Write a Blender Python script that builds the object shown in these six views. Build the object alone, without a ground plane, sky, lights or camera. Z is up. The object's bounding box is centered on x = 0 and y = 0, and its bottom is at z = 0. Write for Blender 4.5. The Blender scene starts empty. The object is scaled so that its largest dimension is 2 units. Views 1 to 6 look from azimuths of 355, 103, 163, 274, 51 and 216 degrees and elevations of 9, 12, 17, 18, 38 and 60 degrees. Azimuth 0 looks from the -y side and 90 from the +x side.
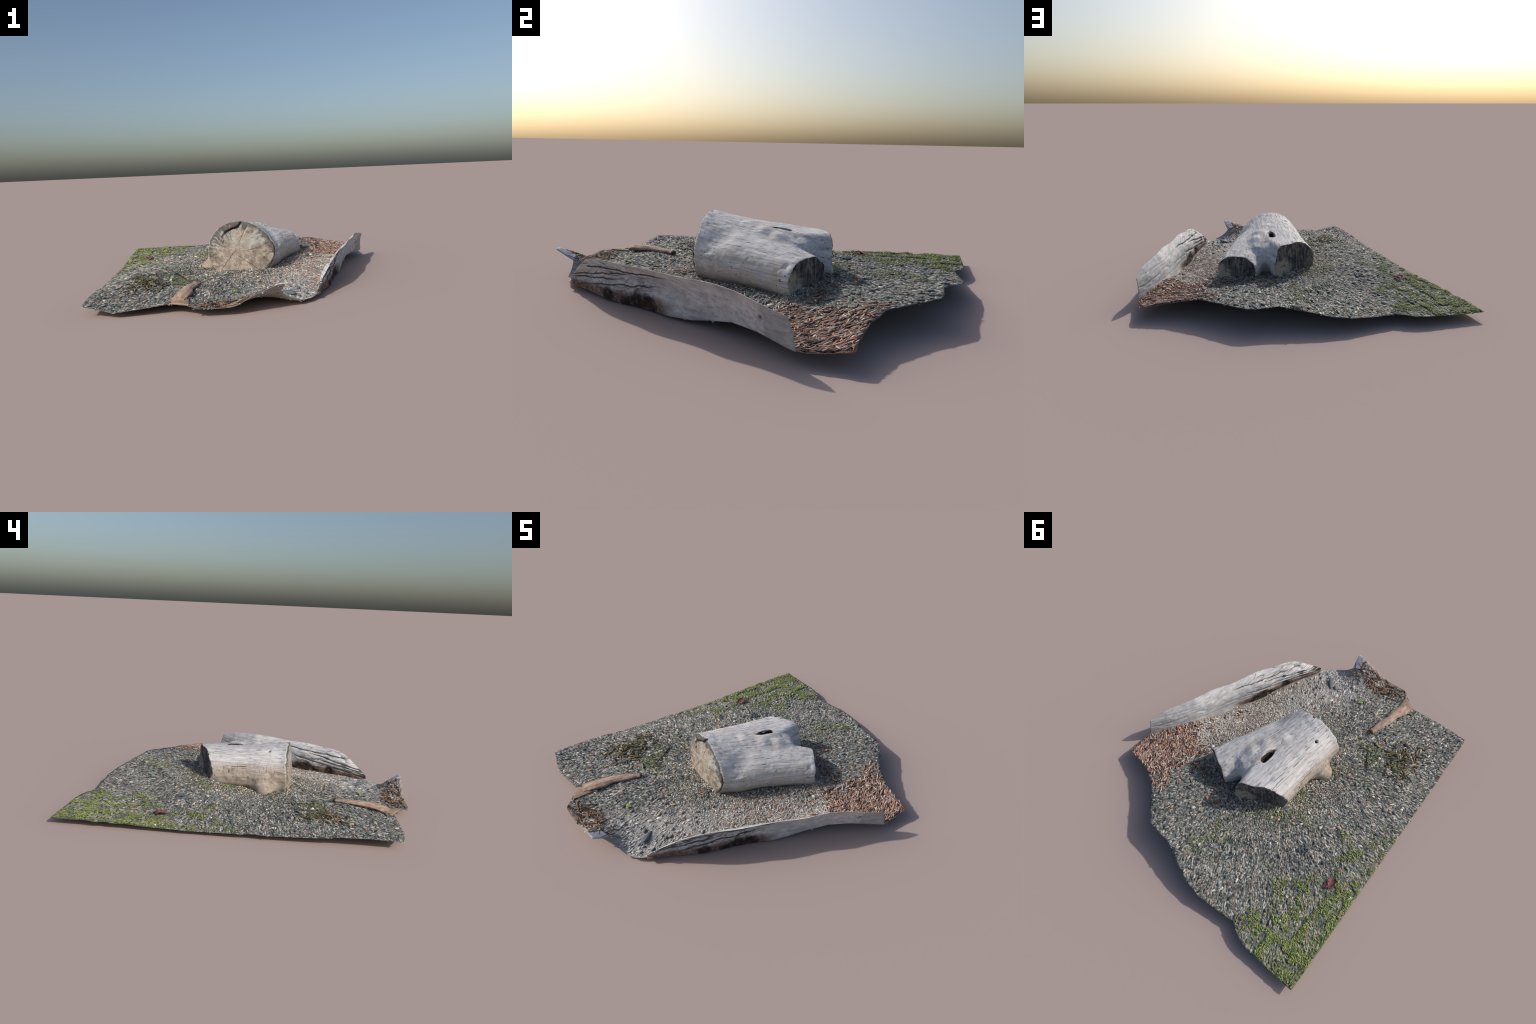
import bpy, math, random
import numpy as np
from mathutils import Vector
from mathutils.geometry import delaunay_2d_cdt

random.seed(11)
rng = np.random.default_rng(11)

# ------------------------------------------------------------------ helpers
def smooth(a, b, x):
    t = np.clip((x - a) / (b - a), 0, 1)
    return t * t * (3 - 2 * t)

def resample(P, step):
    """points every `step` along a 3D polyline"""
    P = np.asarray(P, float)
    d = np.r_[0, np.cumsum(np.linalg.norm(np.diff(P, axis=0), axis=1))]
    n = max(2, int(round(d[-1] / step)) + 1)
    t = np.linspace(0, d[-1], n)
    return np.stack([np.interp(t, d, P[:, k]) for k in range(P.shape[1])], 1)

def spline(P, n):
    """Catmull-Rom through P, n samples, by chord length"""
    P = np.asarray(P, float)
    d = np.r_[0, np.cumsum(np.linalg.norm(np.diff(P, axis=0), axis=1))]
    m = np.gradient(P, d, axis=0)
    t = np.linspace(0, d[-1], n)
    i = np.clip(np.searchsorted(d, t, side='right') - 1, 0, len(d) - 2)
    h = d[i + 1] - d[i]; u = ((t - d[i]) / h)[:, None]; h = h[:, None]
    return ((2*u**3 - 3*u**2 + 1) * P[i] + (u**3 - 2*u**2 + u) * h * m[i]
            + (-2*u**3 + 3*u**2) * P[i+1] + (u**3 - u**2) * h * m[i+1])

def hash3(i, j, k, seed):
    n = (i * 374761393 + j * 668265263 + k * 2147483647 + seed * 974711) & 0xffffffff
    n = ((n ^ (n >> 13)) * 1274126177) & 0xffffffff
    n = (n ^ (n >> 16)) & 0xffffffff
    return n.astype(np.float64) / 0xffffffff

def vnoise(P, scale, seed=0):
    """smooth value noise, -1..1; scale is a number or one per axis"""
    Q = np.asarray(P, float) * np.asarray(scale, float)
    I = np.floor(Q).astype(np.int64); F = Q - I; F = F * F * (3 - 2 * F)
    out = 0
    for a in (0, 1):
        for b in (0, 1):
            for c in (0, 1):
                w = (F[:, 0] if a else 1 - F[:, 0]) * (F[:, 1] if b else 1 - F[:, 1]) * (F[:, 2] if c else 1 - F[:, 2])
                out = out + w * hash3(I[:, 0] + a, I[:, 1] + b, I[:, 2] + c, seed)
    return out * 2 - 1

def fbm(P, scale, seed=0, octaves=3):
    s = np.asarray(scale, float); out = 0; amp = 1; tot = 0
    for o in range(octaves):
        out = out + amp * vnoise(P, s, seed + o * 17); tot += amp; amp *= .5; s = s * 2.03
    return out / tot

def mesh_from(name, V, F, mat=None, smooth_shade=True):
    """F: int array (n,3) or (n,4) or a list of mixed faces"""
    me = bpy.data.meshes.new(name)
    V = np.asarray(V, np.float32)
    if isinstance(F, np.ndarray):
        k = F.shape[1]
        me.vertices.add(len(V)); me.vertices.foreach_set("co", V.ravel())
        me.loops.add(F.size); me.loops.foreach_set("vertex_index", F.astype(np.int32).ravel())
        me.polygons.add(len(F)); me.polygons.foreach_set("loop_start", np.arange(0, F.size, k, dtype=np.int32))
        me.update(calc_edges=True); me.validate()
    else:
        me.from_pydata(V.tolist(), [], F)
    me.polygons.foreach_set("use_smooth", np.full(len(me.polygons), smooth_shade))
    me.update()
    if mat: me.materials.append(mat)
    return me

def obj(name, me, parent=None, kind=None):
    o = bpy.data.objects.new(name, me)
    bpy.context.scene.collection.objects.link(o)
    if parent: o.parent = parent
    if kind: o["kind"] = kind
    return o

# ------------------------------------------------------------------ materials
def lin(r, g, b):
    f = lambda c: (c / 255 / 12.92) if c / 255 <= .04045 else ((c / 255 + .055) / 1.055) ** 2.4
    return (f(r), f(g), f(b), 1)

class Mat:
    def __init__(s, name, rough=.85, spec=.25):
        s.m = bpy.data.materials.new(name); s.m.use_nodes = True
        s.nt = s.m.node_tree; s.n = s.nt.nodes; s.l = s.nt.links
        s.bsdf = s.n["Principled BSDF"]
        s.bsdf.inputs["Roughness"].default_value = rough
        s.bsdf.inputs["Specular IOR Level"].default_value = spec
        s.co = s.n.new("ShaderNodeTexCoord").outputs["Object"]
    def put(s, sock, v):
        if hasattr(v, "is_output"): s.l.new(v, sock)
        else: sock.default_value = v
    def mapping(s, scale, rot=(0, 0, 0), vec=None, loc=(0, 0, 0)):
        n = s.n.new("ShaderNodeMapping"); s.l.new(vec or s.co, n.inputs[0])
        n.inputs["Scale"].default_value = scale; n.inputs["Rotation"].default_value = rot; n.inputs["Location"].default_value = loc
        return n.outputs[0]
    def noise(s, scale, detail=4, rough=.6, vec=None, dist=0, col=False):
        n = s.n.new("ShaderNodeTexNoise"); s.l.new(vec or s.co, n.inputs["Vector"])
        n.inputs["Scale"].default_value = scale; n.inputs["Detail"].default_value = detail
        n.inputs["Roughness"].default_value = rough; n.inputs["Distortion"].default_value = dist
        return n.outputs["Color" if col else "Fac"]
    def voro(s, scale, feature="F1", vec=None, out="Distance", rand=1):
        n = s.n.new("ShaderNodeTexVoronoi"); n.feature = feature; s.l.new(vec or s.co, n.inputs["Vector"])
        n.inputs["Scale"].default_value = scale; n.inputs["Randomness"].default_value = rand
        return n.outputs[out]
    def math(s, op, a, b=0, c=0, clamp=False):
        n = s.n.new("ShaderNodeMath"); n.operation = op; n.use_clamp = clamp
        for k, v in enumerate((a, b, c)): s.put(n.inputs[k], v)
        return n.outputs[0]
    def ramp(s, fac, stops, interp="LINEAR"):
        n = s.n.new("ShaderNodeValToRGB"); s.put(n.inputs[0], fac); n.color_ramp.interpolation = interp
        e = n.color_ramp.elements
        while len(e) < len(stops): e.new(1)
        for k, (p, c) in enumerate(stops):
            e[k].position = p; e[k].color = c if len(c) == 4 else (*c, 1)
        return n.outputs[0]
    def rng(s, v, a, b, c=0, d=1, smoothstep=True):
        n = s.n.new("ShaderNodeMapRange"); n.interpolation_type = "SMOOTHSTEP" if smoothstep else "LINEAR"
        s.put(n.inputs[0], v)
        for k, x in enumerate((a, b, c, d)): n.inputs[k + 1].default_value = x
        return n.outputs[0]
    def mix(s, f, a, b, mode="MIX"):
        n = s.n.new("ShaderNodeMix"); n.data_type = "RGBA"; n.blend_type = mode
        s.put(n.inputs[0], f); s.put(n.inputs[6], a); s.put(n.inputs[7], b)
        return n.outputs[2]
    def xyz(s, vec=None):
        n = s.n.new("ShaderNodeSeparateXYZ"); s.l.new(vec or s.co, n.inputs[0]); return n.outputs
    def dot(s, v, vec=None):
        n = s.n.new("ShaderNodeVectorMath"); n.operation = "DOT_PRODUCT"; s.l.new(vec or s.co, n.inputs[0]); n.inputs[1].default_value = v
        return n.outputs["Value"]
    def near(s, p, r0, r1, vec=None, wob=0, wscale=18):
        """1 inside r0 of the point, 0 beyond r1, with a wobbling edge"""
        n = s.n.new("ShaderNodeVectorMath"); n.operation = "DISTANCE"; s.l.new(vec or s.co, n.inputs[0]); n.inputs[1].default_value = p
        d = n.outputs["Value"]
        if wob: d = s.math("ADD", d, s.math("MULTIPLY", s.math("SUBTRACT", s.noise(wscale, 3), .5), wob))
        return s.rng(d, r0, r1, 1, 0)
    def fan(s):
        """grain coordinates of the forked trunk: (angle about a point before the log, distance from it, height)"""
        x, y, z = s.xyz()
        X = s.math("ADD", x, .253); Y = s.math("ADD", y, 1.01)
        n = s.n.new("ShaderNodeCombineXYZ")
        s.l.new(s.math("ARCTAN2", X, Y), n.inputs[0])
        s.l.new(s.math("SQRT", s.math("ADD", s.math("MULTIPLY", X, X), s.math("MULTIPLY", Y, Y))), n.inputs[1])
        s.l.new(z, n.inputs[2]); return n.outputs[0]
    def island(s):
        return s.n.new("ShaderNodeNewGeometry").outputs["Random Per Island"]
    def bump(s, h, strength=.5, dist=.002):
        n = s.n.new("ShaderNodeBump"); n.inputs["Strength"].default_value = strength; n.inputs["Distance"].default_value = dist
        s.l.new(h, n.inputs["Height"]); s.l.new(n.outputs[0], s.bsdf.inputs["Normal"])
    def color(s, c): s.put(s.bsdf.inputs["Base Color"], c)

# places on the beach that several materials and scatters share
MOSS_LINE = [(-.84, .08), (-.70, .22), (-.62, .40), (-.62, .62), (-.60, .78), (-.50, .98)]
CHIP_AT = (.80, .47)

def pebble_palette(m, fac):
    return m.ramp(fac, [(0, lin(80, 86, 86)), (.10, lin(126, 132, 128)), (.22, lin(60, 63, 64)), (.31, lin(160, 163, 156)),
                        (.43, lin(102, 108, 104)), (.53, lin(188, 186, 178)), (.62, lin(132, 130, 127)), (.69, lin(192, 174, 154)),
                        (.75, lin(86, 93, 100)), (.81, lin(164, 148, 138)), (.86, lin(212, 204, 190)), (.905, lin(172, 134, 112)),
                        (.925, lin(140, 148, 128)), (.955, lin(232, 227, 218)), (.987, lin(152, 98, 86))], "CONSTANT")

def bright_mask(m):
    """sunlit strip of gravel beside the weathered log, its brightness painted into the colour"""
    d = m.dot((-.894, .447, 0))
    w = m.math("ADD", d, m.math("MULTIPLY", m.math("SUBTRACT", m.noise(7, 3), .5), .16))
    return m.math("MULTIPLY", m.rng(w, -.16, -.42, 0, 1), m.rng(m.xyz()[1], .45, .25, 0, 1))

def mat_gravel_bed():
    m = Mat("gravel_bed", .95, .15)
    v = m.mapping((1, 1, 1))
    cell = m.voro(95, out="Color"); sep = m.n.new("ShaderNodeSeparateColor"); m.l.new(cell, sep.inputs[0])
    c = pebble_palette(m, sep.outputs[0])
    edge = m.rng(m.voro(95, "DISTANCE_TO_EDGE"), .0, .12, .35, 1)
    e = m.n.new("ShaderNodeCombineColor"); [m.l.new(edge, e.inputs[k]) for k in range(3)]
    c = m.mix(1, c, e.outputs[0], "MULTIPLY")
    c = m.mix(.4, c, lin(84, 86, 84))
    # mossy corner
    d = m.dot((-.93, .37, 0))
    g = m.math("ADD", d, m.math("MULTIPLY", m.math("SUBTRACT", m.noise(9, 4, .65), .5), .35))
    g = m.rng(g, .66, 1.05, 0, .6)
    c = m.mix(g, c, m.ramp(m.noise(45, 3), [(.3, lin(66, 74, 56)), (.5, lin(108, 122, 74)), (.7, lin(146, 146, 104))]))
    # wood litter corner
    w = m.near((.86, .47, .06), .10, .42, wob=.32, wscale=9)
    c = m.mix(w, c, m.ramp(m.noise(30, 4, vec=m.mapping((1, 3, 1), (0, 0, .5))), [(.3, lin(84, 70, 62)), (.5, lin(150, 126, 112)), (.72, lin(184, 160, 144))]))
    o = m.near((.82, .50, .06), .0, .085, wob=.05)
    c = m.mix(o, c, lin(196, 128, 82))
    b = m.near((-.14, -1.0, .05), .08, .2, wob=.12)
    c = m.mix(m.math("MULTIPLY", b, .8), c, m.ramp(m.noise(40, 3), [(.3, lin(60, 46, 38)), (.7, lin(128, 102, 84))]))
    br = bright_mask(m)  # sunlit gravel lightened in the bed colour
    c = m.mix(m.math("MULTIPLY", br, .5), c, lin(186, 180, 176))
    # under side: plain damp earth
    nrm = m.xyz(m.n.new("ShaderNodeNewGeometry").outputs["True Normal"])[2]
    m.color(c)
    m.bump(m.voro(95, "DISTANCE_TO_EDGE"), .5, .003)
    return m.m

def mat_pebble(name, lift=0):
    m = Mat(name, .75, .3)
    r = m.island()
    c = pebble_palette(m, r)
    far = m.rng(m.noise(5, 2), .4, .62, 0, .22)
    c = m.mix(far, c, lin(146, 148, 142))
    br = bright_mask(m)  # same sunlit strip painted onto the pebbles
    c = m.mix(m.math("MULTIPLY", br, .5), c, lin(240, 235, 230))
    # algae film over the corner
    d = m.dot((-.93, .37, 0))
    g = m.math("ADD", d, m.math("MULTIPLY", m.math("SUBTRACT", m.noise(9, 4, .65), .5), .35))
    g = m.rng(g, .58, 1.05, 0, .5)
    c = m.mix(g, c, lin(132, 136, 98))
    x, y, z = m.xyz()
    X = m.math("ADD", x, -.03)
    cv = m.n.new("ShaderNodeCombineXYZ"); m.l.new(m.math("MULTIPLY", m.math("ARCTAN2", y, X), 16), cv.inputs[0])
    rr = m.math("SQRT", m.math("ADD", m.math("MULTIPLY", X, X), m.math("MULTIPLY", y, y))); m.l.new(m.math("MULTIPLY", rr, 7), cv.inputs[1])
    st = m.noise(1.5, 4, .65, vec=cv.outputs[0])
    outer = m.rng(rr, .36, .55)
    c = m.mix(m.math("MULTIPLY", m.rng(st, .48, .62, 0, .55), outer), c, lin(192, 190, 180))
    c = m.mix(m.math("MULTIPLY", m.rng(st, .48, .36, 0, .65), outer), c, lin(58, 64, 64))
    # cream and rusty stones washed up around the log
    inner = m.rng(rr, .55, .30)
    pick = m.math("FRACT", m.math("MULTIPLY", r, 37.7))
    c = m.mix(m.math("MULTIPLY", m.rng(pick, .84, .86), inner), c, m.ramp(m.math("FRACT", m.math("MULTIPLY", r, 91.3)), [(0, lin(226, 214, 192)), (.35, lin(206, 178, 146)), (.6, lin(236, 230, 220)), (.82, lin(190, 142, 112))], "CONSTANT"))
    c = m.mix(m.math("MULTIPLY", m.rng(pick, .30, .28), m.math("MULTIPLY", inner, .7)), c, lin(50, 54, 56))
    b2 = m.noise(11, 4, .65)
    c = m.mix(m.rng(b2, .5, .36, 0, .45), c, lin(62, 66, 68))
    c = m.mix(m.rng(m.noise(6, 3, .6, vec=m.mapping((1, 1, 1), loc=(3, 1, 0))), .52, .68, 0, .22), c, lin(150, 138, 122))
    shade_spot = m.near((-.44, .375, .068), .015, .055, wob=.04, wscale=30)  # shadow hole painted as a dark spot on the pebbles
    c = m.mix(m.math("MULTIPLY", shade_spot, .7), c, lin(52, 55, 58))
    n = m.noise(260, 3)
    c = m.mix(.5, c, m.mix(n, lin(90, 90, 90), lin(255, 255, 255)), "MULTIPLY") if False else m.mix(m.rng(n, .35, .7, 0, .18), c, lin(40, 42, 42))
    m.color(c)
    return m.m

def mat_weathered(name, tone=1.0):
    """bleached grey driftwood, grain running along the trunk"""
    m = Mat(name, .8, .2)
    fv = m.fan()
    grain = m.noise(1, 6, .65, vec=m.mapping((85, 4, 85), vec=fv), dist=.15)
    fine = m.noise(1, 4, .6, vec=m.mapping((280, 12, 280), vec=fv))
    crack = m.noise(1, 1, .4, vec=m.mapping((46, 1.3, 46), vec=fv), dist=.08)
    blot = m.noise(7, 4, .6)
    c = m.ramp(grain, [(.25, lin(150, 148, 148)), (.42, lin(198, 196, 197)), (.6, lin(222, 219, 216)), (.8, lin(200, 196, 193))])
    c = m.mix(m.rng(blot, .42, .68, 0, .45), c, lin(182, 182, 188))
    c = m.mix(m.rng(fine, .55, .75, 0, .4), c, lin(130, 128, 128))
    line = m.math("MULTIPLY", m.rng(m.math("ABSOLUTE", m.math("SUBTRACT", crack, .5)), .0, .009, 1, 0), m.rng(m.noise(7, 2), .46, .58))
    dash1 = m.rng(m.noise(1, 2, .5, vec=m.mapping((150, 3.2, 150), vec=fv)), .63, .69)
    dash2 = m.rng(m.noise(1, 2, .5, vec=m.mapping((260, 7, 260), vec=fv)), .62, .70)
    line = m.math("MAXIMUM", m.math("MULTIPLY", line, .8), m.math("MAXIMUM", m.math("MULTIPLY", dash1, .9), m.math("MULTIPLY", dash2, .55)))
    c = m.mix(m.math("MULTIPLY", line, .85), c, lin(70, 66, 66))
    warm = m.noise(1, 3, .55, vec=m.mapping((34, 1.3, 34), loc=(2, 0, 5), vec=fv))
    c = m.mix(m.rng(warm, .5, .66, 0, .4), c, lin(178, 167, 156))
    c = m.mix(m.rng(warm, .44, .32, 0, .4), c, lin(146, 144, 146))
    x, y, z = m.xyz()
    # tan, stained flank on the -x side, with dark ticks and pits
    wz = m.math("ADD", m.math("ADD", z, m.math("MULTIPLY", x, .55)), m.math("MULTIPLY", m.math("SUBTRACT", m.noise(14, 4, .65), .5), .13))
    stain = m.math("MULTIPLY", m.rng(wz, .155, .050), m.rng(x, -.1, -.15))
    c = m.mix(m.math("MULTIPLY", stain, .8), c, m.ramp(m.noise(24, 5, .7), [(.28, lin(118, 98, 82)), (.45, lin(170, 152, 134)), (.6, lin(196, 182, 166)), (.75, lin(150, 132, 114))]))
    tick = m.noise(1, 2, .5, vec=m.mapping((40, 120, 26)))
    tick = m.math("MULTIPLY", m.rng(tick, .64, .70), stain)
    c = m.mix(m.math("MULTIPLY", tick, .85), c, lin(56, 50, 44))
    dash = m.noise(1, 2, .5, vec=m.mapping((60, 12, 110)))
    band = m.math("MULTIPLY", m.rng(m.math("ABSOLUTE", m.math("SUBTRACT", z, .205)), .0, .04, 1, 0), m.rng(x, -.17, -.2))
    c = m.mix(m.math("MULTIPLY", m.math("MULTIPLY", m.rng(dash, .58, .68), band), .8), c, lin(70, 66, 64))
    # +x flank: pale tan blotches and worm holes
    e = m.rng(m.math("SUBTRACT", m.math("MULTIPLY", x, .9), m.math("MULTIPLY", y, .40)), .02, .10)
    low = m.rng(m.math("ADD", z, m.math("MULTIPLY", m.math("SUBTRACT", m.noise(12, 3), .5), .12)), .26, .17)
    el = m.math("MULTIPLY", e, low)
    c = m.mix(m.math("MULTIPLY", m.math("MULTIPLY", el, m.rng(m.noise(16, 4), .42, .6)), .55), c, lin(188, 176, 160))
    pv = m.mapping((1, .75, 1), vec=fv)
    pit = m.rng(m.math("ADD", m.voro(70, vec=pv), m.math("MULTIPLY", m.noise(40, 2), .35)), .30, .40, 1, 0)
    pit = m.math("MULTIPLY", pit, m.math("MULTIPLY", el, m.rng(m.noise(14, 3, .7), .52, .58)))
    c = m.mix(m.math("MULTIPLY", pit, .9), c, lin(58, 50, 44))
    # browner and darker towards the bottom
    foot = m.rng(m.math("ADD", z, m.math("MULTIPLY", m.math("SUBTRACT", m.noise(22, 4), .5), .06)), .125, .085)
    c = m.mix(m.math("MULTIPLY", foot, .55), c, lin(128, 116, 100))
    m.color(c)
    m.bump(m.math("ADD", m.math("SUBTRACT", m.math("MULTIPLY", grain, .7), m.math("MULTIPLY", line, .6)), m.math("MULTIPLY", pit, -.8)), .55, .004)
    return m.m

def mat_sawn():
    m = Mat("sawn_face", .88, .15)
    x, y, z = m.xyz()
    # polar rays around the pith
    px = m.math("ADD", x, .095); pz = m.math("SUBTRACT", z, .167)
    ang = m.math("ARCTAN2", pz, px)
    rad = m.math("SQRT", m.math("ADD", m.math("MULTIPLY", px, px), m.math("MULTIPLY", pz, pz)))
    cv = m.n.new("ShaderNodeCombineXYZ"); m.l.new(m.math("MULTIPLY", ang, 7), cv.inputs[0]); m.l.new(m.math("MULTIPLY", rad, 30), cv.inputs[1])
    rays = m.math("ADD", m.math("MULTIPLY", m.noise(1.6, 7, .75, vec=cv.outputs[0], dist=.4), .5), m.math("MULTIPLY", m.noise(26, 6, .7), .5))
    c = m.ramp(rays, [(.32, lin(92, 84, 76)), (.42, lin(140, 129, 117)), (.5, lin(168, 157, 144)), (.58, lin(188, 178, 166)), (.7, lin(132, 121, 110))])
    c = m.mix(m.rng(m.noise(60, 4, .7), .42, .66, 0, .6), c, lin(118, 102, 88))
    c = m.mix(m.math("MULTIPLY", m.rng(m.noise(12, 4, .6), .42, .6), m.rng(z, .16, .24)), c, lin(172, 172, 166))
    # weather-black blotches towards the upper rim
    cx = m.math("ADD", x, .05); cz = m.math("SUBTRACT", z, .185)
    rr = m.math("SQRT", m.math("ADD", m.math("MULTIPLY", cx, cx), m.math("MULTIPLY", cz, cz)))
    blk = m.math("ADD", m.math("MULTIPLY", rr, 3.6), m.math("MULTIPLY", z, 1.7))
    cv2 = m.n.new("ShaderNodeCombineXYZ"); m.l.new(m.math("MULTIPLY", ang, 5), cv2.inputs[0]); m.l.new(m.math("MULTIPLY", rad, 14), cv2.inputs[1])
    blk = m.math("ADD", blk, m.math("MULTIPLY", m.math("SUBTRACT", m.noise(1.5, 5, .7, vec=cv2.outputs[0]), .5), 1.5))
    c = m.mix(m.math("MULTIPLY", m.rng(m.noise(9, 5, .7), .5, .62), .45), c, lin(96, 90, 84))
    c = m.mix(m.rng(blk, .74, 1.06, 0, .8), c, lin(64, 66, 64))
    # fine radial checks
    chk = m.rng(m.math("ABSOLUTE", m.math("SUBTRACT", m.noise(1, 2, .5, vec=cv.outputs[0], dist=.2), .5)), 0, .012, 1, 0)
    c = m.mix(m.math("MULTIPLY", m.math("MULTIPLY", chk, m.rng(m.noise(18, 2), .45, .6)), .7), c, lin(84, 72, 60))
    for deg, r0 in ((7, .03), (-38, .02), (-128, .0), (62, .05), (150, .02), (100, .06)):
        ca_, sa_ = math.cos(math.radians(deg)), math.sin(math.radians(deg))
        al = m.math("ADD", m.math("MULTIPLY", px, ca_), m.math("MULTIPLY", pz, sa_))
        ac = m.math("ADD", m.math("SUBTRACT", m.math("MULTIPLY", pz, ca_), m.math("MULTIPLY", px, sa_)), m.math("MULTIPLY", m.math("SUBTRACT", m.noise(26, 3), .5), .022))
        q = m.math("MULTIPLY", m.rng(m.math("ABSOLUTE", ac), .0006, .0026, 1, 0), m.math("MULTIPLY", m.rng(al, r0, r0 + .02), m.rng(al, .19, .12)))
        c = m.mix(m.math("MULTIPLY", q, .75), c, lin(62, 54, 48))
    # dark brown deep inside the groove
    dep = m.math("ADD", m.dot(tuple(F_N)), -float(F_C @ F_N))
    c = m.mix(m.rng(dep, .0105, .0135, 0, .9), c, lin(40, 35, 32))
    m.color(c); m.bump(m.math("ADD", rays, m.noise(90, 3)), .5, .003)
    return m.m

def mat_char(name, pale_at, pale_r, other=None):
    """blackened branch end with a pale worn patch"""
    m = Mat(name, .9, .15)
    st = m.noise(1, 5, .7, vec=m.mapping((70, 70, 14)))
    c = m.ramp(st, [(.32, lin(38, 39, 40)), (.46, lin(72, 72, 72)), (.56, lin(112, 109, 104)), (.72, lin(156, 148, 138))])
    p = m.near(pale_at, pale_r * .5, pale_r, wob=pale_r * .7, wscale=22)
    c = m.mix(m.math("MULTIPLY", p, .9), c, m.ramp(m.noise(45, 4, .7), [(.3, lin(120, 112, 98)), (.5, lin(178, 170, 156)), (.7, lin(150, 138, 120))]))
    if other:
        q = m.near(other, .02, .08, wob=.07, wscale=26)
        c = m.mix(m.math("MULTIPLY", q, .5), c, lin(128, 124, 118))
    c = m.mix(m.rng(m.noise(55, 5, .75), .55, .66, 0, .6), c, lin(132, 124, 112))
    c = m.mix(m.rng(m.noise(38, 4, .7), .47, .38, 0, .6), c, lin(34, 34, 36))
    m.color(c); m.bump(st, .6, .004)
    return m.m

def mat_old_log():
    m = Mat("old_log", .85, .18)
    ax = (0, 0, math.radians(26.6))
    g = m.noise(1, 6, .65, vec=m.mapping((60, 4, 60), ax), dist=.4)
    f = m.noise(1, 4, .6, vec=m.mapping((210, 12, 210), ax))
    c = m.ramp(g, [(.25, lin(150, 148, 147)), (.45, lin(196, 195, 194)), (.62, lin(220, 218, 216)), (.8, lin(186, 185, 184))])
    c = m.mix(m.rng(m.noise(6, 4, .6), .44, .66, 0, .55), c, lin(156, 158, 162))
    c = m.mix(m.rng(f, .55, .72, 0, .45), c, lin(122, 116, 112))
    x, y, z = m.xyz()
    s = m.dot((.447, .894, 0))
    # long open cracks at the near end
    ck = m.noise(1, 1.5, .5, vec=m.mapping((30, 1.3, 30), ax), dist=.25)
    line = m.math("MULTIPLY", m.rng(m.math("ABSOLUTE", m.math("SUBTRACT", ck, .5)), 0, .03, 1, 0), m.rng(s, .12, -.2))
    c = m.mix(m.math("MULTIPLY", line, .6), c, lin(48, 40, 36))
    for z0, sl, e0, e1 in ((.135, .16, -.62, -.12), (.105, .10, -.60, -.20), (.085, .14, -.64, .02), (.150, .05, -.45, .10)):
        zz = m.math("SUBTRACT", z, m.math("ADD", m.math("MULTIPLY", m.math("ADD", s, .2), sl), z0))
        zz = m.math("ADD", zz, m.math("MULTIPLY", m.math("SUBTRACT", m.noise(1, 3, .6, vec=m.mapping((10, 12, 10), ax)), .5), .02))
        q = m.math("MULTIPLY", m.rng(m.math("ABSOLUTE", zz), .0015, .0045, 1, 0), m.math("MULTIPLY", m.rng(s, e1, e1 - .1), m.rng(s, e0, e0 + .04)))
        c = m.mix(m.math("MULTIPLY", q, .85), c, lin(46, 38, 34))
    # brown rotten foot, with base shadow painted into the colour
    ft = m.math("ADD", z, m.math("MULTIPLY", m.math("SUBTRACT", m.noise(16, 4, .65), .5), .07))
    foot = m.math("MULTIPLY", m.rng(ft, .075, .035), m.rng(s, .12, -.02))
    c = m.mix(m.math("MULTIPLY", foot, .9), c, m.ramp(m.noise(60, 4), [(.3, lin(62, 44, 36)), (.6, lin(128, 100, 84)), (.8, lin(158, 134, 118))]))
    for p, r in (((.462, -.375, .035), .062), ((.490, -.315, .030), .05), ((.395, -.545, .028), .05), ((.425, -.45, .012), .04)):
        h = m.near(p, r * .45, r, wob=r * 1.3, wscale=24)
        c = m.mix(m.math("MULTIPLY", h, .93), c, m.ramp(m.noise(38, 4), [(.36, lin(28, 25, 25)), (.55, lin(56, 46, 42)), (.72, lin(120, 98, 86))]))
    h = m.near((.752, .195, .115), .006, .018, wob=.008, wscale=60)
    c = m.mix(m.math("MULTIPLY", h, .85), c, lin(62, 54, 50))
    # grey far end
    c = m.mix(m.rng(m.math("ADD", s, m.math("MULTIPLY", m.noise(8, 2), .05)), .54, .56, 0, .45), c, lin(122, 122, 122))
    m.color(c); m.bump(m.math("SUBTRACT", g, m.math("MULTIPLY", line, .8)), .6, .005)
    return m.m

def mat_stick(name, cols):
    m = Mat(name, .8, .2)
    a = m.noise(40, 5, .65, vec=m.mapping((1, .4, 1)))
    m.color(m.ramp(a, [(.3, lin(*cols[0])), (.5, lin(*cols[1])), (.7, lin(*cols[2]))])); m.bump(a, .5, .004)
    return m.m

def mat_island(name, stops, rough=.7, spec=.3, translucent=0):
    m = Mat(name, rough, spec)
    c = m.ramp(m.island(), [(p, lin(*k)) for p, k in stops], "CONSTANT")
    c = m.mix(m.rng(m.noise(70, 3), .4, .7, 0, .35), c, m.mix(.5, c, lin(40, 36, 30)))
    m.color(c)
    if translucent:
        t = m.n.new("ShaderNodeBsdfTranslucent"); m.l.new(c, t.inputs[0])
        mx = m.n.new("ShaderNodeMixShader"); mx.inputs[0].default_value = translucent
        m.l.new(m.bsdf.outputs[0], mx.inputs[1]); m.l.new(t.outputs[0], mx.inputs[2])
        m.l.new(mx.outputs[0], m.n["Material Output"].inputs[0])
    return m.m

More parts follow.
